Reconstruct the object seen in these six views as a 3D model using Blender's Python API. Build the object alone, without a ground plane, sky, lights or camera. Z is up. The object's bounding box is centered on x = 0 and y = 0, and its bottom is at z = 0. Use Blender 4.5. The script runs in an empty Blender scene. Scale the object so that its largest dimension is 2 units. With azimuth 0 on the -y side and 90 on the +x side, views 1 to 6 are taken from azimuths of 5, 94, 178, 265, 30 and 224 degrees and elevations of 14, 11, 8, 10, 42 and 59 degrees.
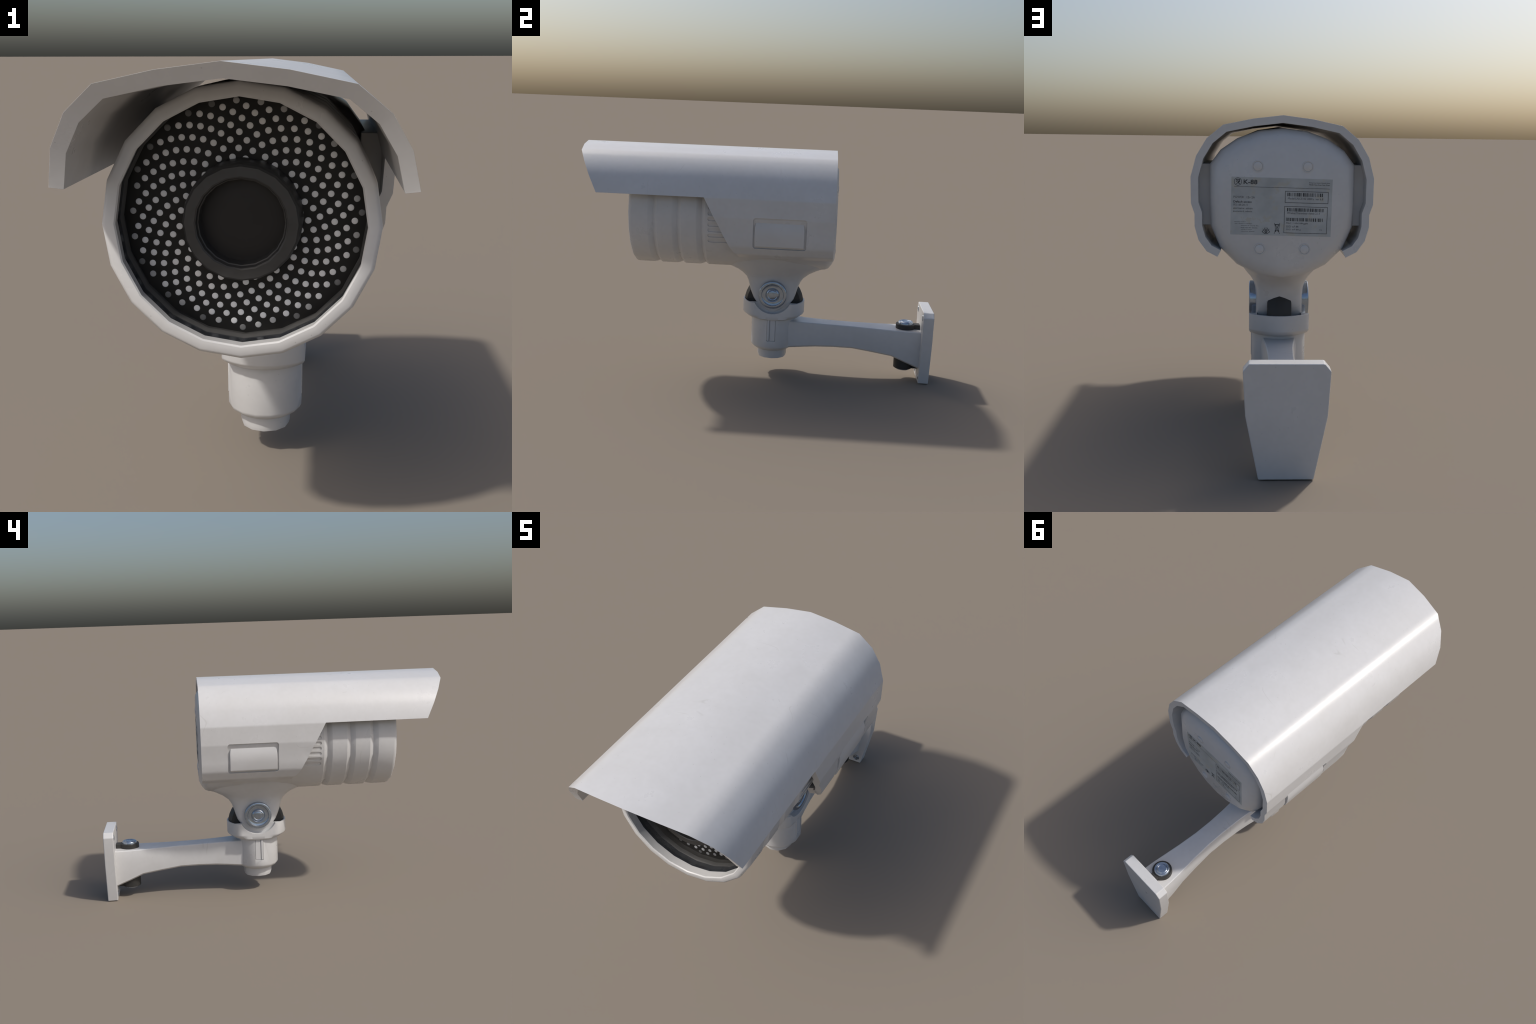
"""Outdoor bullet security camera on a wall bracket, built part by part.
Frame: metres, z up; lens looks along -y, wall plate at +y, mirror plane x = 0."""
import math, random
import bpy, bmesh
from mathutils import Vector, Matrix

random.seed(7)
COL = bpy.context.scene.collection
TAU = 2 * math.pi
AXIS_Z = 0.937            # height of the optical axis
PIVOT_Y, PIVOT_Z = 0.092, 0.480
LED_Y = -0.580            # depth of the LED board

# ------------------------------------------------------------------ materials
def new_material(name):
    m = bpy.data.materials.new(name)
    m.use_nodes = True
    nt = m.node_tree
    return m, nt, nt.nodes["Principled BSDF"]

def node(nt, kind, **inputs):
    n = nt.nodes.new(kind)
    for k, v in inputs.items():
        n.inputs[k.replace("_", " ")].default_value = v
    return n

def ramp(nt, src, stops):
    r = nt.nodes.new("ShaderNodeValToRGB")
    els = r.color_ramp.elements
    while len(els) < len(stops):
        els.new(0.5)
    for e, (p, v) in zip(els, stops):
        e.position = p
        e.color = v if len(v) == 4 else (*v, 1)
    nt.links.new(src, r.inputs["Fac"])
    return r

def mix(nt, fac, a, b):
    n = nt.nodes.new("ShaderNodeMix")
    n.data_type = "RGBA"
    for s, v in ((0, fac), (6, a), (7, b)):
        if hasattr(v, "links"):
            nt.links.new(v, n.inputs[s])
        else:
            n.inputs[s].default_value = v if s == 0 else (*v, 1)
    return n.outputs[2]

def grey(v):
    return (v, v, v)

def scratch_mask(nt, coord, rot, scale, cut):
    """Sparse hairline scratches: iso-line of a stretched noise, broken up by a second one."""
    mp = nt.nodes.new("ShaderNodeMapping")
    mp.inputs["Rotation"].default_value = rot
    mp.inputs["Scale"].default_value = scale
    nt.links.new(coord, mp.inputs["Vector"])
    a = node(nt, "ShaderNodeTexNoise", Scale=1.0, Detail=1.0)
    nt.links.new(mp.outputs[0], a.inputs["Vector"])
    line = ramp(nt, a.outputs["Fac"], [(0.4985, grey(0)), (0.5, grey(1)), (0.5015, grey(0))])
    b = node(nt, "ShaderNodeTexNoise", Scale=4.5, Detail=2.0)
    nt.links.new(coord, b.inputs["Vector"])
    keep = ramp(nt, b.outputs["Fac"], [(cut, grey(0)), (cut + 0.03, grey(1))])
    mul = nt.nodes.new("ShaderNodeMath")
    mul.operation = "MULTIPLY"
    nt.links.new(line.outputs[0], mul.inputs[0])
    nt.links.new(keep.outputs[0], mul.inputs[1])
    return mul.outputs[0]

def painted_metal(name, base, dirt, rough=0.36):
    m, nt, p = new_material(name)
    tc = nt.nodes.new("ShaderNodeTexCoord").outputs["Object"]
    big = node(nt, "ShaderNodeTexNoise", Scale=5.0, Detail=6.0, Roughness=0.62)
    fine = node(nt, "ShaderNodeTexNoise", Scale=42.0, Detail=4.0, Roughness=0.6)
    speck = node(nt, "ShaderNodeTexVoronoi", Scale=34.0)
    for n in (big, fine, speck):
        nt.links.new(tc, n.inputs["Vector"])
    f1 = ramp(nt, big.outputs["Fac"], [(0.38, grey(0)), (0.72, grey(0.55))])
    c = mix(nt, f1.outputs[0], base, dirt)
    f2 = ramp(nt, fine.outputs["Fac"], [(0.35, grey(0.08)), (0.62, grey(0))])
    c = mix(nt, f2.outputs[0], c, tuple(0.8 * v for v in dirt))
    f3 = ramp(nt, speck.outputs["Distance"], [(0.03, grey(0.45)), (0.07, grey(0))])
    c = mix(nt, f3.outputs[0], c, tuple(0.55 * v for v in dirt))
    s = scratch_mask(nt, tc, (0.4, 0.9, 0.5), (1.6, 5.0, 3.0), 0.60)
    c = mix(nt, s, c, tuple(0.95 * v for v in dirt))
    nt.links.new(c, p.inputs["Base Color"])
    rr = ramp(nt, big.outputs["Fac"], [(0.3, grey(rough - 0.05)), (0.75, grey(rough + 0.12))])
    nt.links.new(rr.outputs[0], p.inputs["Roughness"])
    bump = node(nt, "ShaderNodeBump", Strength=0.05, Distance=0.004)
    nt.links.new(fine.outputs["Fac"], bump.inputs["Height"])
    nt.links.new(bump.outputs[0], p.inputs["Normal"])
    p.inputs["Specular IOR Level"].default_value = 0.5
    return m

def plain(name, base, rough, metallic=0.0, vary=0.15, scale=30.0, bump=0.05, **extra):
    m, nt, p = new_material(name)
    tc = nt.nodes.new("ShaderNodeTexCoord").outputs["Object"]
    n = node(nt, "ShaderNodeTexNoise", Scale=scale, Detail=5.0, Roughness=0.6)
    nt.links.new(tc, n.inputs["Vector"])
    r = ramp(nt, n.outputs["Fac"], [(0.3, tuple(v * (1 - vary) for v in base)), (0.7, tuple(v * (1 + vary) for v in base))])
    nt.links.new(r.outputs[0], p.inputs["Base Color"])
    q = ramp(nt, n.outputs["Fac"], [(0.3, grey(max(0.03, rough * 0.85))), (0.7, grey(min(1, rough * 1.2)))])
    nt.links.new(q.outputs[0], p.inputs["Roughness"])
    p.inputs["Metallic"].default_value = metallic
    if bump:
        b = node(nt, "ShaderNodeBump", Strength=bump, Distance=0.003)
        nt.links.new(n.outputs["Fac"], b.inputs["Height"])
        nt.links.new(b.outputs[0], p.inputs["Normal"])
    for k, v in extra.items():
        p.inputs[k.replace("_", " ")].default_value = v
    return m

WHITE = painted_metal("white_painted_metal", (0.610, 0.608, 0.610), (0.545, 0.540, 0.532), 0.30)
RUBBER = plain("black_rubber", (0.030, 0.029, 0.027), 0.55)
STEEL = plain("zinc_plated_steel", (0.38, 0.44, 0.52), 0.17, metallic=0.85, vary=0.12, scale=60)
BEZEL = plain("dark_glossy_bezel", (0.034, 0.038, 0.046), 0.20, vary=0.35, scale=22, bump=0.6)  # base tinted blue and blotchy to paint in the sky reflection
GASKET = plain("grey_gasket", (0.085, 0.083, 0.080), 0.5)
BOARD = plain("black_board", (0.014, 0.0133, 0.0125), 0.5, scale=20, Specular_IOR_Level=0.3)
BARREL = plain("dark_grey_barrel", (0.036, 0.036, 0.036), 0.42, scale=25)
GLASS = plain("dark_lens_glass", (0.028, 0.026, 0.025), 0.42, vary=0.06, scale=9, bump=0.0, Specular_IOR_Level=0.2)
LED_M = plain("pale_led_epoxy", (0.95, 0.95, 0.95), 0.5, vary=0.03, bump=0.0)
LED_SHADE_HALF = plain("led_epoxy_baked_half_shade", (0.52, 0.52, 0.52), 0.5, vary=0.03, bump=0.0)
LED_SHADE_DEEP = plain("led_epoxy_baked_deep_shade", (0.20, 0.20, 0.20), 0.5, vary=0.03, bump=0.0)
INK = plain("black_print", (0.045, 0.046, 0.050), 0.7, vary=0.5, scale=55, bump=0.0)
FADED = plain("faded_print", (0.11, 0.113, 0.118), 0.7, vary=0.4, scale=70, bump=0.0)

def pane_material():
    """Thin clear glass: see-through, with a mirror film that grows at grazing angles."""
    m, nt, p = new_material("clear_cover_glass")
    p.inputs["Base Color"].default_value = (0.03, 0.03, 0.03, 1)
    p.inputs["Roughness"].default_value = 0.06
    clear = nt.nodes.new("ShaderNodeBsdfTransparent")
    fr = node(nt, "ShaderNodeFresnel", IOR=1.28)
    rm = nt.nodes.new("ShaderNodeMapRange")
    rm.inputs["To Min"].default_value = 0.01
    rm.inputs["To Max"].default_value = 0.35
    nt.links.new(fr.outputs[0], rm.inputs["Value"])
    mx = nt.nodes.new("ShaderNodeMixShader")
    nt.links.new(rm.outputs[0], mx.inputs[0])
    nt.links.new(clear.outputs[0], mx.inputs[1])
    nt.links.new(p.outputs[0], mx.inputs[2])
    nt.links.new(mx.outputs[0], nt.nodes["Material Output"].inputs["Surface"])
    return m
PANE = pane_material()

def sticker_material():
    m, nt, p = new_material("worn_grey_sticker")
    tc = nt.nodes.new("ShaderNodeTexCoord").outputs["Object"]
    a = node(nt, "ShaderNodeTexNoise", Scale=9.0, Detail=4.0, Roughness=0.55)
    b = node(nt, "ShaderNodeTexNoise", Scale=15.0, Detail=5.0, Roughness=0.65)
    nt.links.new(tc, a.inputs["Vector"])
    nt.links.new(tc, b.inputs["Vector"])
    f = ramp(nt, a.outputs["Fac"], [(0.35, grey(0)), (0.7, grey(1))])
    c = mix(nt, f.outputs[0], (0.480, 0.500, 0.500), (0.370, 0.388, 0.388))
    g = ramp(nt, b.outputs["Fac"], [(0.57, grey(0)), (0.62, grey(0.85))])
    c = mix(nt, g.outputs[0], c, (0.44, 0.43, 0.38))
    nt.links.new(c, p.inputs["Base Color"])
    p.inputs["Roughness"].default_value = 0.6
    return m
STICKER = sticker_material()

# ------------------------------------------------------------------ helpers
ROOT = bpy.data.objects.new("security_camera", None)
ROOT["label"] = "white bullet security camera with sun shield on wall bracket"
ROOT["category"] = "security camera"
COL.objects.link(ROOT)

def finish(name, bm, mat, parent=ROOT, sharp=45, bevel=0.0, segments=2, bevel_angle=50, origin=None):
    bmesh.ops.recalc_face_normals(bm, faces=bm.faces)
    me = bpy.data.meshes.new(name)
    if origin is not None:
        bmesh.ops.translate(bm, verts=bm.verts, vec=-Vector(origin))
    bm.to_mesh(me)
    bm.free()
    for f in me.polygons:
        f.use_smooth = True
    me.set_sharp_from_angle(angle=math.radians(sharp))
    me.materials.append(mat)
    ob = bpy.data.objects.new(name, me)
    COL.objects.link(ob)
    ob.parent = parent
    if origin is not None:
        ob.location = Vector(origin)
    if bevel:
        b = ob.modifiers.new("edge", "BEVEL")
        b.width, b.segments = bevel, segments
        b.limit_method, b.angle_limit = "ANGLE", math.radians(bevel_angle)
        b.harden_normals = True
    return ob

def loft(bm, rings, cap_start=True, cap_end=True, closed=True):
    vs = [[bm.verts.new(p) for p in r] for r in rings]
    n = len(rings[0])
    for a, b in zip(vs, vs[1:]):
        for i in range(n if closed else n - 1):
            j = (i + 1) % n
            bm.faces.new((a[i], a[j], b[j], b[i]))
    if cap_start:
        bm.faces.new(vs[0][::-1])
    if cap_end:
        bm.faces.new(vs[-1])
    return vs

def lathe(bm, profile, axis, centre, seg, phase=0.0, caps=(True, True)):
    """Revolve (radius, height) pairs about an axis through centre."""
    u, v = {"x": ((0, 1, 0), (0, 0, 1)), "y": ((1, 0, 0), (0, 0, 1)), "z": ((1, 0, 0), (0, 1, 0))}[axis]
    w = {"x": (1, 0, 0), "y": (0, 1, 0), "z": (0, 0, 1)}[axis]
    u, v, w, c = Vector(u), Vector(v), Vector(w), Vector(centre)
    rings = [[c + w * h + (u * math.cos(phase + TAU * k / seg) + v * math.sin(phase + TAU * k / seg)) * r for k in range(seg)] for r, h in profile]
    return loft(bm, rings, *caps)

def prism(bm, outline, lo, hi, axis):
    """Extrude a 2D outline between lo and hi along an axis (other two axes in order)."""
    def at(p, h):
        a, b = p
        return {"x": (h, a, b), "y": (a, h, b), "z": (a, b, h)}[axis]
    loft(bm, [[at(p, lo) for p in outline], [at(p, hi) for p in outline]])

def rounded_rect(a0, a1, b0, b1, r, n=4):
    pts = []
    for ca, cb, t in ((a1 - r, b1 - r, 0), (a0 + r, b1 - r, 1), (a0 + r, b0 + r, 2), (a1 - r, b0 + r, 3)):
        for k in range(n + 1):
            q = (t + k / n) * math.pi / 2
            pts.append((ca + r * math.cos(q), cb + r * math.sin(q)))
    return pts

def cut_with(ob, cutter_bm, name):
    """Subtract a helper solid from ob and apply it."""
    bmesh.ops.recalc_face_normals(cutter_bm, faces=cutter_bm.faces)
    me = bpy.data.meshes.new(name)
    cutter_bm.to_mesh(me)
    cutter_bm.free()
    co = bpy.data.objects.new(name, me)
    COL.objects.link(co)
    md = ob.modifiers.new("cut", "BOOLEAN")
    md.operation, md.solver, md.object = "DIFFERENCE", "EXACT", co
    bpy.context.view_layer.objects.active = ob
    with bpy.context.temp_override(object=ob, active_object=ob):
        bpy.ops.object.modifier_move_to_index(modifier="cut", index=0)
        bpy.ops.object.modifier_apply(modifier="cut")
    bpy.data.objects.remove(co)
    for f in ob.data.polygons:
        f.use_smooth = True
    ob.data.set_sharp_from_angle(angle=math.radians(45))

# ------------------------------------------------------------------ housing
SIDES = 20
# (angle from the top in degrees, radius) of one half; the rear has flat flanks under the shield
REAR_HALF = [(0, .3085), (18.4, .3135), (35, .3245), (49.4, .3355), (62, .339), (90, .299), (108, .310), (126, .317), (144, .317), (162, .317), (180, .317)]

def rear_ring():
    half = REAR_HALF + [(360 - a, r) for a, r in REAR_HALF[-2:0:-1]]
    return half

def section(y, radius, rear=0.0, scale=1.0):
    pts = []
    for k, (ra, rr) in enumerate(rear_ring()):
        ca = 360 * k / SIDES
        a = math.radians(ca + (ra - ca) * rear)
        r = (radius + (rr - radius) * rear) * scale
        pts.append((r * math.sin(a), y, AXIS_Z + r * math.cos(a)))
    return pts

def cap_ring(y, scale, t):
    """Ring of the rear cap: blends from a plain circle (t = 0) to the outline of the rear (t = 1)."""
    pts = []
    for a, r in rear_ring():
        q = .255 + (r * scale - .255) * t
        pts.append((q * math.sin(math.radians(a)), y, AXIS_Z + q * math.cos(math.radians(a))))
    return pts

R = 0.3185
G = 0.0145                # groove depth
stations = [(-0.656, .2875), (-0.691, .2835), (-0.6950, .2868), (-0.6950, .306), (-0.689, .3145), (-0.676, .3175)]
rings = [section(y, r) for y, r in stations]
GROOVES = ((-.590, -.561, -.540), (-.458, -.430, -.408), (-.326, -.298, -.277))
for a, m_, b in GROOVES:
    rings += [section(a, R), section(a + .008, R - .0022), section(m_, R - G), section(b - .004, R - .0015), section(b, R)]
rings += [section(-.140, R), section(-.075, R, 1.0), section(.10, R, 1.0), section(.375, R, 1.0),
          cap_ring(.396, .985, .92), cap_ring(.414, .96, .62), cap_ring(.4285, .9, .0)]
bm = bmesh.new()
loft(bm, rings, cap_start=False)
housing = finish("housing", bm, WHITE, sharp=38)

# cooling slots on both flanks
def flank(z):
    """x of the faceted flank at height z."""
    a = [(AXIS_Z + R * math.cos(math.radians(t)), R * math.sin(math.radians(t))) for t in (54, 72, 90, 108, 126)]
    for (z0, x0), (z1, x1) in zip(a, a[1:]):
        if z >= z1:
            return x0 + (x1 - x0) * (z0 - z) / (z0 - z1)

def pocket(c, side, z0, z1, y0, y1, r, floor, extra=()):
    """Cutter for a shallow rounded pocket whose floor follows x = floor(z)."""
    zs = sorted({round(v, 5) for v in [z0 + r * (1 - math.cos(k * math.pi / 12)) for k in range(7)] + [z1 - r * (1 - math.cos(k * math.pi / 12)) for k in range(7)] + list(extra)})
    rows = []
    for z in zs:
        d = max(0, r - min(z - z0, z1 - z))
        inset = r - math.sqrt(max(0, r * r - d * d))
        inset = min(inset, r * .97)
        x = floor(z)
        rows.append([(side * x, y0 + inset, z), (side * x, y1 - inset, z), (side * .43, y1 - inset, z), (side * .43, y0 + inset, z)])
    loft(c, rows)

def slot_cutters():
    c = bmesh.new()
    for side in (-1, 1):
        for k in range(7):
            z = 0.8005 + 0.0303 * k
            pocket(c, side, z - .0098, z + .0098, -.262, -.148, .0096, lambda q: flank(q) - .0035)
    return c
cut_with(housing, slot_cutters(), "slot_cutter")
# crisp edges along the three grooves
edge_y = [v for a, m_, b in GROOVES for v in (a, m_, b)]
flags = housing.data.attributes["sharp_edge"].data
for e in housing.data.edges:
    ya, yb = (housing.data.vertices[v].co.y for v in e.vertices)
    if abs(ya - yb) < 1e-4 and min(abs(ya - v) for v in edge_y) < 1e-3:
        flags[e.index].value = True

# ------------------------------------------------------------------ neck with rounded hinge lug
NECK = [  # z, half width, front y, back y, squareness
    (.740, .200, -.230, .370, 2.8), (.700, .205, -.222, .395, 2.8), (.672, .190, -.205, .404, 2.8),
    (.648, .172, -.186, .405, 2.8), (.632, .160, -.172, .385, 2.9), (.614, .148, -.126, .338, 3.1),
    (.594, .131, -.093, .298, 3.6), (.570, .116, -.066, .262, 4.5), (.545, .108, -.054, .244, 5.5),
    (.512, .1045, -.045, .230, 6.5), (.480, .1035, -.033, .221, 7.5), (.450, .1035, -.020, .211, 8.0),
    (.425, .1035, -.002, .193, 8.0), (.404, .1035, .022, .166, 8.0), (.388, .1035, .050, .136, 8.0), (.377, .1035, .078, .108, 8.0)]
bm = bmesh.new()
rings = []
for z, xh, yf, yb, pf in NECK:
    ring = []
    for k in range(32):
        t = TAU * (k + .5) / 32
        c, s = math.cos(t), math.sin(t)
        p = pf if s < 0 or z < .50 else max(2.4, pf - 1.0)
        ring.append((math.copysign(abs(c) ** (2 / p), c) * xh, (yf + yb) / 2 + math.copysign(abs(s) ** (2 / p), s) * (yb - yf) / 2, z))
    rings.append(ring)
loft(bm, rings)
neck = finish("hinge_neck", bm, WHITE, sharp=60)

# ------------------------------------------------------------------ sun shield
SHIELD = [  # x, z, front y (mirrored half profile, from the ridge down to the lower lip)
    (.000, 1.2965, -1.000), (.122, 1.2815, -.988), (.243, 1.256, -.967), (.310, 1.201, -.933), (.353, 1.130, -.896),
    (.376, 1.044, -.853), (.3745, .936, None), (.360, .894, None), (.360, .842, None), (.344, .785, None), (.311, .739, None), (.266, .7155, None)]
THICK = 0.0305
BACK_Y = 0.416

def cut_y(z):
    """Slanted lower front edge of the side skirts."""
    pts = [(1.044, -.277), (.797, -.147), (.755, -.125), (.735, -.100), (.70, -.086)]
    for (z0, y0), (z1, y1) in zip(pts, pts[1:]):
        if z >= z1:
            return y0 + (y1 - y0) * (z0 - z) / (z0 - z1)
    return pts[-1][1]

def tighten(pts, where):
    """Add support points beside chosen profile corners so that they shade as tight bends."""
    res = []
    for i, p in enumerate(pts):
        d = where.get(i)
        for q in ((pts[i - 1],) if d and i else ()):
            l = math.hypot(q[0] - p[0], q[1] - p[1])
            res.append(tuple(a + (b - a) * d / l for a, b in zip(p, q)) if None not in (*p, *q) else (*(a + (b - a) * d / l for a, b in zip(p[:2], q[:2])), None))
        res.append(p)
        for q in ((pts[i + 1],) if d and i + 1 < len(pts) else ()):
            l = math.hypot(q[0] - p[0], q[1] - p[1])
            res.append(tuple(a + (b - a) * d / l for a, b in zip(p, q)) if None not in (*p, *q) else (*(a + (b - a) * d / l for a, b in zip(p[:2], q[:2])), None))
    return res
SHIELD = tighten(SHIELD, {2: .036, 5: .006, 9: .012, 10: .010})
SHIELD.insert(next(i for i, p in enumerate(SHIELD) if p[1] == .936), (.37475, .9485, None))
outer = [(-x, z, f) for x, z, f in SHIELD[:0:-1]] + SHIELD
def offset_profile(pts, d):
    res = []
    for i, (x, z, f) in enumerate(pts):
        nrm = []
        for a, b in ((i - 1, i), (i, i + 1)):
            if 0 <= a and b < len(pts):
                dx, dz = pts[b][0] - pts[a][0], pts[b][1] - pts[a][1]
                l = math.hypot(dx, dz)
                nrm.append((-dz / l, dx / l))
        nx, nz = sum(n[0] for n in nrm) / len(nrm), sum(n[1] for n in nrm) / len(nrm)
        l2 = nx * nx + nz * nz
        res.append((x - nx / l2 * d, z - nz / l2 * d, f))
    return res
inner = offset_profile(outer, THICK)
COLS = (-.277, -.150, -.0145, .2725, .300, BACK_Y)
bm = bmesh.new()
def shield_skin(profile):
    grid = []
    for (x, z, f), (ox, oz, of) in zip(profile, outer):
        row = {}
        if of is not None:
            row[0] = bm.verts.new((x, of + max(0, oz - z) * .9, z))   # the brim is cut at a slant
        for k, y in enumerate(COLS):
            yy = y
            if of is None:
                yy = (cut_y(oz), (cut_y(oz) * .6 - .0145 * .4))[k] if k < 2 else y
            row[k + 1] = bm.verts.new((x, yy, z))
        grid.append(row)
    return grid
LAST = len(COLS)
go, gi = shield_skin(outer), shield_skin(inner)
def quad(*v):
    bm.faces.new(v)
for i in range(len(outer) - 1):
    for k in range(len(COLS)):
        if all(k in g[j] for g in (go,) for j in (i, i + 1)):
            quad(go[i][k], go[i + 1][k], go[i + 1][k + 1], go[i][k + 1])
            quad(gi[i][k], gi[i][k + 1], gi[i + 1][k + 1], gi[i + 1][k])
    quad(go[i][LAST], go[i + 1][LAST], gi[i + 1][LAST], gi[i][LAST])                 # back edge
    k = 0 if 0 in go[i] and 0 in go[i + 1] else 1                         # front / slanted edge
    quad(go[i][k], gi[i][k], gi[i + 1][k], go[i + 1][k])
for i in (0, len(outer) - 1):                                             # lower lips
    for k in range(1, LAST):
        quad(go[i][k], go[i][k + 1], gi[i][k + 1], gi[i][k])
low = [i for i, p in enumerate(outer) if p[2] == -.853]
for i in low:                                                             # underside of the brim
    quad(go[i][0], go[i][1], gi[i][1], gi[i][0])
shield = finish("sun_shield", bm, WHITE, sharp=48)

# recess for the hatch on each flank
def skirt(z):
    for (x0, z0, f0), (x1, z1, f1) in zip(SHIELD[4:], SHIELD[5:]):
        if z >= z1:
            return x0 + (x1 - x0) * (z0 - z) / (z0 - z1)

def hatch_cutters():
    c = bmesh.new()
    for side in (-1, 1):
        pocket(c, side, .779, .947, -.013, .271, .014, lambda q: skirt(q) - .0085, (.936, .894, .842, .80))
    return c
cut_with(shield, hatch_cutters(), "hatch_cutter")
bv = shield.modifiers.new("edge", "BEVEL")
bv.width, bv.segments, bv.limit_method, bv.angle_limit, bv.harden_normals = .0055, 2, "ANGLE", math.radians(55), True

# the hatch itself: slanted top face, flat front
for side in (-1, 1):
    prof = [(.335, .926), (.3595, .926), (.3675, .889), (.3638, .842), (.3515, .794), (.346, .788), (.325, .788)]
    bm = bmesh.new()
    ring0 = [(side * x, .000 if z > .9 else -.004, z) for x, z in prof]
    ring1 = [(side * x, .255 if z > .9 else .260, z) for x, z in prof]
    loft(bm, [ring0, ring1])
    finish("hatch_cover", bm, WHITE, sharp=28, bevel=.0035, bevel_angle=28, origin=(side * .35, .13, .855))

# spacers between housing and shield
for side in (-1, 1):
    bm = bmesh.new()
    lo, hi = sorted((side * .285, side * .3475))
    prism(bm, [(-.145, .840), (.335, .840), (.335, 1.096), (-.145, 1.096)], lo, hi, "x")
    finish("shield_spacer", bm, WHITE, bevel=.003, origin=(side * .316, .12, .97))

# ------------------------------------------------------------------ front: bezel, LED board, LEDs, lens
axis = (0, 0, AXIS_Z)
PH = math.pi / 2
bm = bmesh.new()
lathe(bm, [(.2874, -.658), (.2886, -.640), (.2895, -.622)], "y", axis, SIDES, PH, (False, False))
bezel = finish("front_bezel", bm, BEZEL)
bm = bmesh.new()
lathe(bm, [(.2895, -.622), (.2860, -.617), (.2850, -.604), (.2890, -.600), (.2900, -.5805)], "y", axis, SIDES, PH, (False, False))
finish("gasket_ring", bm, GASKET)
bm = bmesh.new()
lathe(bm, [(.2925, LED_Y), (.2925, LED_Y + .012)], "y", axis, 40, PH)
board = finish("led_board", bm, BOARD)

bm = bmesh.new()
lathe(bm, [(.0078, .0), (.0074, -.0007), (.0055, -.0012), (.0018, -.0014)], "y", (0, 0, 0), 14)
led0 = finish("led", bm, LED_M, parent=board, sharp=80)
led_meshes = [led0.data]
for mat in (LED_SHADE_HALF, LED_SHADE_DEEP):
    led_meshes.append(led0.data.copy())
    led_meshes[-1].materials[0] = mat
bpy.data.objects.remove(led0)
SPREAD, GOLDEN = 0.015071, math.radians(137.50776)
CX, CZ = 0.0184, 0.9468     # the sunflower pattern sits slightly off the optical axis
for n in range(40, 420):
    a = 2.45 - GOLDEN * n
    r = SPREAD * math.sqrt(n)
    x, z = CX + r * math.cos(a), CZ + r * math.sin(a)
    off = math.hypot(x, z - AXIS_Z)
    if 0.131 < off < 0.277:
        # outer LEDs darkened in two steps: edge occlusion baked into their colour
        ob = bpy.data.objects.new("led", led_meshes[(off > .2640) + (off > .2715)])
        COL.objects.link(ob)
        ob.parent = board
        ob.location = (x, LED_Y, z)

bm = bmesh.new()
lathe(bm, [(.1400, LED_Y + .002), (.1375, -.648), (.1345, -.6660), (.130, -.6710), (.108, -.6720), (.1045, -.669), (.1020, -.6580), (.0995, -.656), (.0985, -.612)],
      "y", axis, SIDES, PH, (False, True))
barrel = finish("lens_barrel", bm, BARREL, sharp=32)
bm = bmesh.new()
lathe(bm, [(.0984, -.614), (.0984, -.621), (.070, -.6235), (.035, -.6250), (.006, -.6255)], "y", axis, 40, PH)
finish("lens_glass", bm, GLASS, sharp=60)
bm = bmesh.new()                       # clear cover pane between rim and lens barrel
vs = lathe(bm, [(.1370, -.649), (.2872, -.649), (.2872, -.653), (.1370, -.653)], "y", axis, 40, PH, (False, False))
for k in range(40):
    bm.faces.new((vs[3][k], vs[3][(k + 1) % 40], vs[0][(k + 1) % 40], vs[0][k]))
finish("cover_glass", bm, PANE, sharp=30)

# ------------------------------------------------------------------ hinge: rubber disc, bolts, collar
bm = bmesh.new()
prof = [(-.0535, .146), (-.0510, .154), (-.025, .1635), (0, .1705), (.025, .1635), (.0510, .154), (.0535, .146)]
rings = []
for x, r in prof:
    ring = [(x, .094 + r * math.cos(math.pi * k / 18), .412 + r * math.sin(math.pi * k / 18)) for k in range(19)]
    ring += [(x, .094 - r, .395), (x, .094 + r, .395)]
    rings.append(ring)
loft(bm, rings)
finish("rubber_joint", bm, RUBBER, sharp=35)

for side in (-1, 1):
    bm = bmesh.new()
    prof = [(.0795, .100), (.0795, .129), (.0775, .1325), (.0745, .1340), (.0640, .1340), (.0620, .1325), (.0605, .1290), (.0590, .1280),
            (.0410, .1280), (.0395, .1265), (.0375, .1255), (.0330, .1305), (.0290, .1325), (.0265, .1320), (.0245, .1305), (.0210, .1320), (.004, .1328)]
    lathe(bm, [(r, side * h) for r, h in prof], "x", (0, PIVOT_Y, PIVOT_Z), 40)
    finish("hinge_bolt", bm, STEEL, sharp=35, origin=(side * .12, PIVOT_Y, PIVOT_Z))

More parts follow.
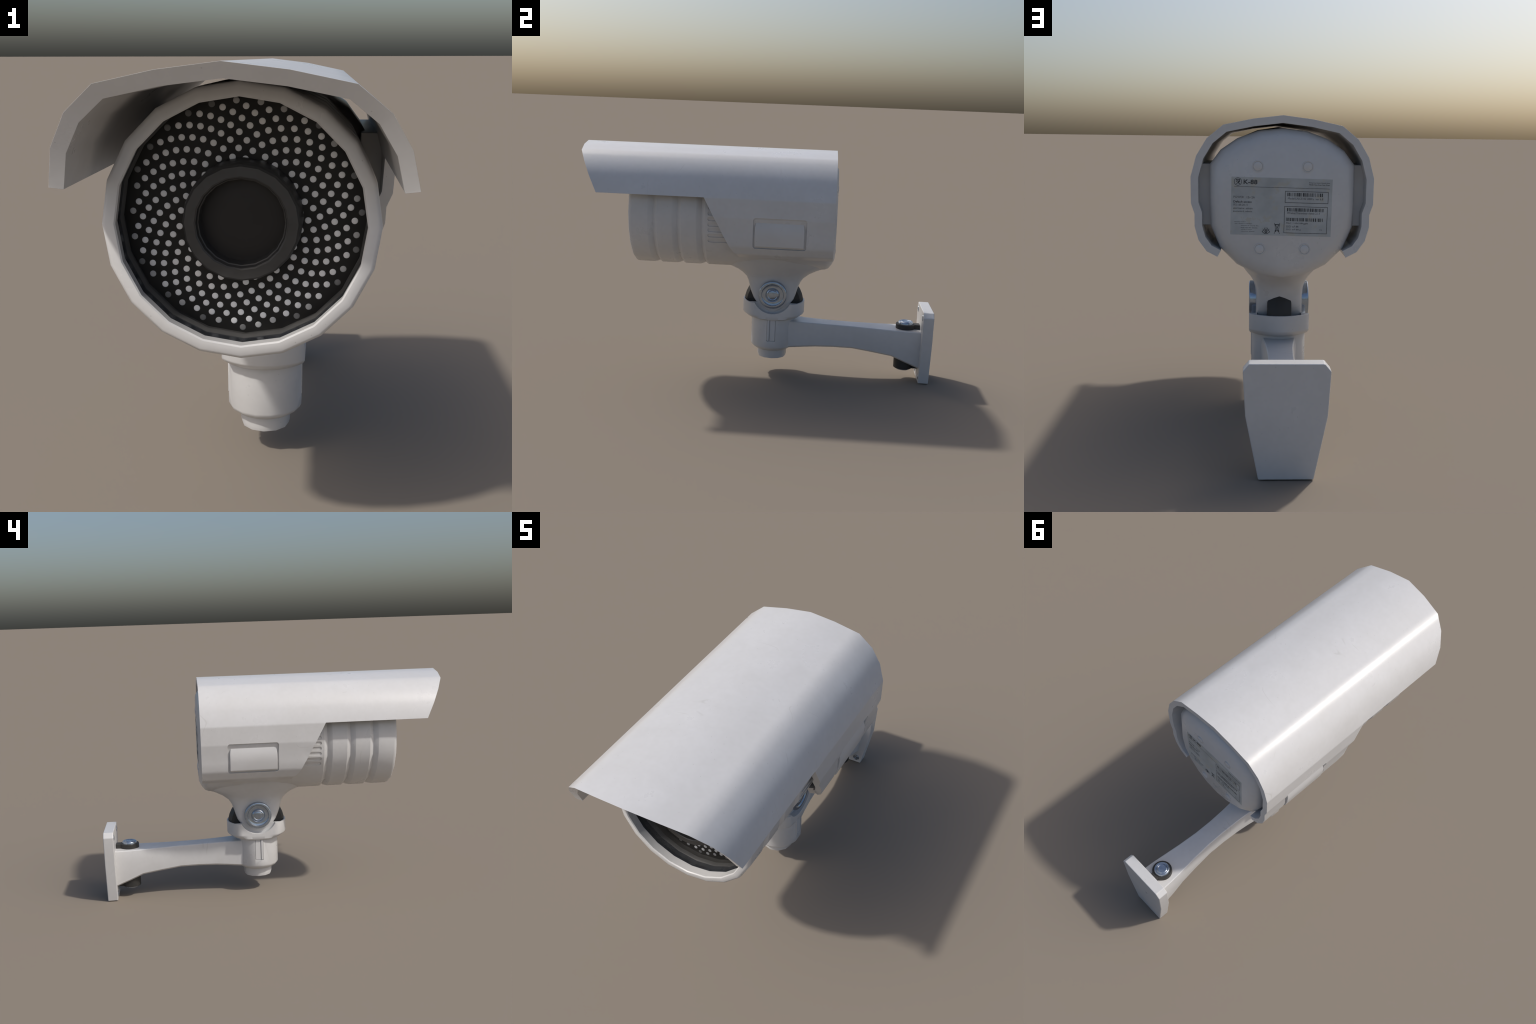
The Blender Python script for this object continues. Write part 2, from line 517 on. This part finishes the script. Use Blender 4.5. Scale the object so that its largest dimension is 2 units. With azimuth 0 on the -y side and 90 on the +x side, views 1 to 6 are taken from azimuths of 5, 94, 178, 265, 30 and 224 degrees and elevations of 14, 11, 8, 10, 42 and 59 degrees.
# collar: a disc flattened on both flanks, with a round seat for the lug
bm = bmesh.new()
def collar_ring(r, z):
    pts = []
    for k in range(40):
        a = TAU * (k + .5) / 40
        pts.append((max(-.133, min(.133, r * math.cos(a))), PIVOT_Y + .002 + r * math.sin(a), z))
    return pts
loft(bm, [collar_ring(.128, .330), collar_ring(.150, .338), collar_ring(.174, .357), collar_ring(.177, .364), collar_ring(.177, .431)])
collar = finish("swivel_collar", bm, WHITE, sharp=40)
def seat_cutters():
    c = bmesh.new()
    for side in (-1, 1):
        lo, hi = sorted((side * .1005, side * .20))
        n = 36
        prism(c, [(PIVOT_Y + .111 * math.cos(TAU * k / n), PIVOT_Z + .111 * math.sin(TAU * k / n)) for k in range(n)], lo, hi, "x")
    # shallow dish that leaves a thin lip round the top
    n = 40
    prism(c, [(max(-.098, min(.098, .167 * math.cos(TAU * k / n))), PIVOT_Y + .002 + .167 * math.sin(TAU * k / n)) for k in range(n)], .419, .50, "z")
    return c
cut_with(collar, seat_cutters(), "seat_cutter")
bv = collar.modifiers.new("edge", "BEVEL")
bv.width, bv.segments, bv.limit_method, bv.angle_limit, bv.harden_normals = .003, 2, "ANGLE", math.radians(45), True

# ------------------------------------------------------------------ post, arm, wall plate
bm = bmesh.new()
lathe(bm, [(.124, .345), (.1245, .172), (.119, .160), (.100, .146), (.0845, .142)], "z", (0, .093, 0), 16, math.pi / 16)
post = finish("swivel_post", bm, WHITE, sharp=40)
def post_slots():
    c = bmesh.new()
    for side in (-1, 1):
        lo, hi = sorted((side * .1165, side * .20))
        prism(c, rounded_rect(.066, .116, .206, .334, .004, 2), lo, hi, "x")
    return c
cut_with(post, post_slots(), "slot_cutter")
for side in (-1, 1):
    bm = bmesh.new()
    lo, hi = sorted((side * .110, side * .1205))
    prism(bm, rounded_rect(.0835, .1135, .2085, .3315, .002, 2), lo, hi, "x")
    lo, hi = sorted((side * .110, side * .1240))
    prism(bm, rounded_rect(.0675, .0800, .2085, .3315, .002, 2), lo, hi, "x")
    finish("post_insert", bm, WHITE, bevel=.0015, origin=(side * .116, .091, .27))
bm = bmesh.new()
lathe(bm, [(.0845, .150), (.0835, .106), (.0795, .0925), (.060, .0915)], "z", (0, .093, 0), 12)
finish("cable_gland", bm, WHITE, sharp=40, origin=(0, .093, .12))

ARM = [  # y, top z, bottom z, half width
    (.150, .319, .160, .079), (.215, .317, .164, .071), (.280, .313, .168, .063), (.345, .310, .172, .058), (.450, .306, .174, .054),
    (.560, .303, .172, .055), (.680, .300, .157, .064), (.785, .298, .143, .075), (.860, .298, .112, .082), (.946, .298, .079, .087)]
bm = bmesh.new()
rings = []
for y, zt, zb, w in ARM:
    far = max(0, (y - .4) / .55)
    bulge = .004 + .006 * max(0, (y - .4) / .55)
    zm = zt - .036 - .022 * max(0, (y - .4) / .55)
    right = [(w - .004, zt), (w, zt - .004), (w + bulge, zm), (w + bulge * .2 - .010 * far, zb + .008), (w - .008 - .014 * far, zb - .002)]
    rings.append([(x, y, z) for x, z in right] + [(-x, y, z) for x, z in right[::-1]])
loft(bm, rings)
arm = finish("bracket_arm", bm, WHITE, sharp=30)

bm = bmesh.new()
half = [(.133, .4265), (.156, .399), (.1465, .236), (.099, .000)]
prism(bm, half + [(-x, z) for x, z in half[::-1]], .941, 1.0, "y")
plate = finish("wall_plate", bm, WHITE, sharp=25, bevel=.0045, segments=2, bevel_angle=40)

for x, z in ((.110, .390), (-.110, .390), (.072, .036), (-.072, .036)):
    bm = bmesh.new()
    lathe(bm, [(.0190, .9412), (.0183, .9398), (.0150, .9398), (.0142, .9407), (.0120, .9392), (.0090, .9384), (.0060, .9384), (.0045, .9402), (.001, .9403)], "y", (x, 0, z), 20)
    finish("plate_screw", bm, STEEL, parent=plate, sharp=35, origin=(x, .94, z))

# clamps that hold the arm in the plate, above and below
CY = .860
def keyhole(r, half_tab, y_end, n=20):
    a0 = math.asin(half_tab / r)
    pts = [(r * math.sin(t), CY + r * math.cos(t)) for t in [a0 + (TAU - 2 * a0) * k / n for k in range(n + 1)]]
    return pts + [(-half_tab, y_end), (half_tab, y_end)]
bm = bmesh.new()
prism(bm, keyhole(.0555, .024, .9405), .290, .3245, "z")
finish("rubber_clamp", bm, RUBBER, bevel=.003, sharp=40, origin=(0, CY, .31))
bm = bmesh.new()
lathe(bm, [(.0440, .322), (.0440, .3310), (.0410, .3365), (.0360, .3390), (.0320, .3385), (.0300, .3365), (.0280, .3375), (.0255, .3400), (.0225, .3395), (.0205, .3380), (.004, .3382)], "z", (0, CY, 0), 32)
finish("clamp_bolt", bm, STEEL, sharp=35, origin=(0, CY, .33))
bm = bmesh.new()
prism(bm, keyhole(.0545, .024, .9405), .063, .150, "z")
finish("rubber_clamp", bm, RUBBER, bevel=.003, sharp=40, origin=(0, CY, .09))
bm = bmesh.new()
lathe(bm, [(.0440, .066), (.0440, .0580), (.0400, .0545), (.0300, .0540), (.004, .0540)], "z", (0, CY, 0), 24)
finish("clamp_bolt", bm, STEEL, sharp=35, origin=(0, CY, .06))

# ------------------------------------------------------------------ back: screw plugs and sticker
for x, z in ((.102, 1.0905), (-.102, 1.0905), (.093, .751), (-.093, .751)):
    bm = bmesh.new()
    lathe(bm, [(.0240, .4275), (.0232, .4308), (.0212, .4308), (.0196, .4284), (.0184, .4284), (.0172, .4312), (.0120, .4326), (.0050, .4332), (.001, .4332)], "y", (x, 0, z), 24)
    finish("screw_plug", bm, WHITE, parent=housing, sharp=40, origin=(x, .431, z))

# sticker: drawn in its own plane (u to the right as read, v down), units of the 1255 x 715 print
UNIT = 3.29e-4
S_W, S_H = 1255 * UNIT, 718 * UNIT
TILT = math.radians(1.1)
LABEL = Matrix.Translation((.2085, .4287, 1.0475)) @ Matrix(((-1, 0, 0, 0), (0, 0, 1, 0), (0, 1, 0, 0), (0, 0, 0, 1))) @ Matrix.Rotation(-TILT, 4, "Z")

def print_object(name, bm, mat, parent):
    ob = finish(name, bm, mat, parent=parent, sharp=30)
    ob.matrix_parent_inverse = Matrix()
    ob.matrix_local = LABEL if parent is ROOT else Matrix()
    return ob

def bar(bm, u0, v0, u1, v1, h0=.0004, h1=.0008):
    prism(bm, [(u0 * UNIT, -v1 * UNIT), (u1 * UNIT, -v1 * UNIT), (u1 * UNIT, -v0 * UNIT), (u0 * UNIT, -v0 * UNIT)], h0, h1, "z")

def stroke(bm, pts, w, closed=False):
    """A pen line through (u, v) points."""
    seq = pts + [pts[0]] if closed else pts
    for (ax, ay), (bx, by) in zip(seq, seq[1:]):
        dx, dy = bx - ax, by - ay
        l = math.hypot(dx, dy) or 1
        nx, ny = -dy / l * w / 2, dx / l * w / 2
        q = [(ax + nx, ay + ny), (bx + nx, by + ny), (bx - nx, by - ny), (ax - nx, ay - ny)]
        prism(bm, [(u * UNIT, -v * UNIT) for u, v in q], .0004, .0008, "z")

bm = bmesh.new()
prism(bm, [(0, 0), (S_W, 0), (S_W, -S_H), (0, -S_H)], -.0012, .0005, "z")
sticker = print_object("sticker", bm, STICKER, ROOT)

def words(text, u, v, width, height, mat=FADED, bold=0.0):
    """One printed line: left end u, middle v, fitted to width x height."""
    cu = bpy.data.curves.new("printed_text", "FONT")
    cu.body = text
    cu.resolution_u = 2
    cu.offset = bold
    cu.extrude = 0.0
    tmp = bpy.data.objects.new("printed_text", cu)
    COL.objects.link(tmp)
    me = bpy.data.meshes.new_from_object(tmp.evaluated_get(bpy.context.evaluated_depsgraph_get()))
    bpy.data.objects.remove(tmp)
    xs = [p.co.x for p in me.vertices]
    ys = [p.co.y for p in me.vertices]
    sx = width * UNIT / (max(xs) - min(xs))
    sy = height * UNIT / (max(ys) - min(ys))
    bm = bmesh.new()
    bm.from_mesh(me)
    bpy.data.meshes.remove(me)
    for p in bm.verts:
        p.co = Vector(((p.co.x - min(xs)) * sx + u * UNIT, (p.co.y - (min(ys) + max(ys)) / 2) * sy - v * UNIT, .0009))
    ext = bmesh.ops.extrude_face_region(bm, geom=bm.faces[:])
    bmesh.ops.translate(bm, verts=[g for g in ext["geom"] if isinstance(g, bmesh.types.BMVert)], vec=(0, 0, -.0005))
    return print_object("printed_text", bm, mat, sticker)

words("K-88", 150, 58, 172, 58, INK, .02)
words("POWER : 12v 2A", 30, 248, 265, 27)
words("Default access", 30, 305, 225, 27, INK, .015)
words("192.168.20.11", 28, 344, 178, 25)
words("username: admin", 28, 386, 240, 24)
words("password: admin", 28, 427, 236, 26)
for t, u, v, w in (("warranty void if", 45, 556, 140), ("seal is broken or damaged", 52, 578, 215), ("dispose of only by the", 130, 603, 218), ("local rules for electric", 130, 627, 205), ("waste in your", 130, 650, 140), ("country, please", 130, 674, 170)):
    words(t, u, v, w, 15)
words("Bring Inte Smart Watch Area", 965, 50, 255, 16, INK)
words("Model View Area Cam West", 965, 72, 255, 16, INK)
words("Model LNC5102 280Ks  ver 6.8", 705, 249, 440, 26)
words("Wireless Transmitter Admin 2.1.4", 700, 430, 410, 26)
words("MAC : 1d5e2d8kgg86", 692, 560, 275, 24)
words("SSID wF 88", 692, 600, 155, 24)
words("SSID wF-88 g", 692, 640, 185, 26)
words("V1", 1108, 634, 36, 18)

bm = bmesh.new()
bar(bm, 35, 116, 1222, 121)
for u0, v0, u1, v1 in ((668, 157, 1210, 305), (664, 346, 1206, 684)):
    bar(bm, u0, v0, u1, v0 + 7); bar(bm, u0, v1 - 7, u1, v1)
    bar(bm, u0, v0 + 8, u0 + 7, v1 - 8); bar(bm, u1 - 7, v0 + 8, u1, v1 - 8)
print_object("printed_frame", bm, FADED, sticker)

for u0, u1, v0, v1 in ((698, 1142, 178, 222), (700, 1155, 368, 410), (690, 1150, 490, 532)):
    bm = bmesh.new()
    u = u0
    while u < u1 - 8:
        w = random.choice((5, 7, 9, 13))
        bar(bm, u, v0, min(u + w, u1), v1)
        u += w + random.choice((5, 6, 8, 11, 15))
    print_object("barcode", bm, INK, sticker)

bm = bmesh.new()                                             # round emblem
stroke(bm, [(80 + 46 * math.cos(TAU * k / 28), 58 + 46 * math.sin(TAU * k / 28)) for k in range(28)], 6, True)
for pts in ([(55, 40), (75, 28), (105, 34), (92, 50)], [(60, 60), (78, 48), (98, 62), (80, 72), (62, 84)], [(86, 74), (104, 86)], [(66, 32), (66, 46)], [(84, 58), (106, 52)]):
    stroke(bm, pts, 9)
print_object("printed_emblem", bm, INK, sticker)
bm = bmesh.new()                                             # eye with rays
for half in (-1, 1):
    stroke(bm, [(395 + 98 * k / 10, 672 + half * 26 * math.sin(math.pi * k / 10)) for k in range(11)], 7)
stroke(bm, [(444 + 13 * math.cos(TAU * k / 14), 672 + 13 * math.sin(TAU * k / 14)) for k in range(14)], 12, True)
for a in (-50, -25, 0, 25, 50):
    s, c = math.sin(math.radians(a)), math.cos(math.radians(a))
    stroke(bm, [(444 + 34 * s, 672 - 34 * c), (444 + 54 * s, 672 - 54 * c)], 6)
print_object("printed_eye_mark", bm, INK, sticker)
bm = bmesh.new()                                             # crossed-out bin
stroke(bm, [(549, 582), (612, 582)], 12)
stroke(bm, [(555, 586), (561, 655), (602, 655), (608, 586)], 6)
stroke(bm, [(575, 600), (588, 612), (576, 628), (588, 640)], 6)
stroke(bm, [(545, 560), (616, 695)], 5)
stroke(bm, [(616, 560), (545, 695)], 5)
stroke(bm, [(562 + 8 * math.cos(TAU * k / 10), 662 + 8 * math.sin(TAU * k / 10)) for k in range(10)], 5, True)
stroke(bm, [(600 + 8 * math.cos(TAU * k / 10), 662 + 8 * math.sin(TAU * k / 10)) for k in range(10)], 5, True)
print_object("printed_bin_mark", bm, INK, sticker)
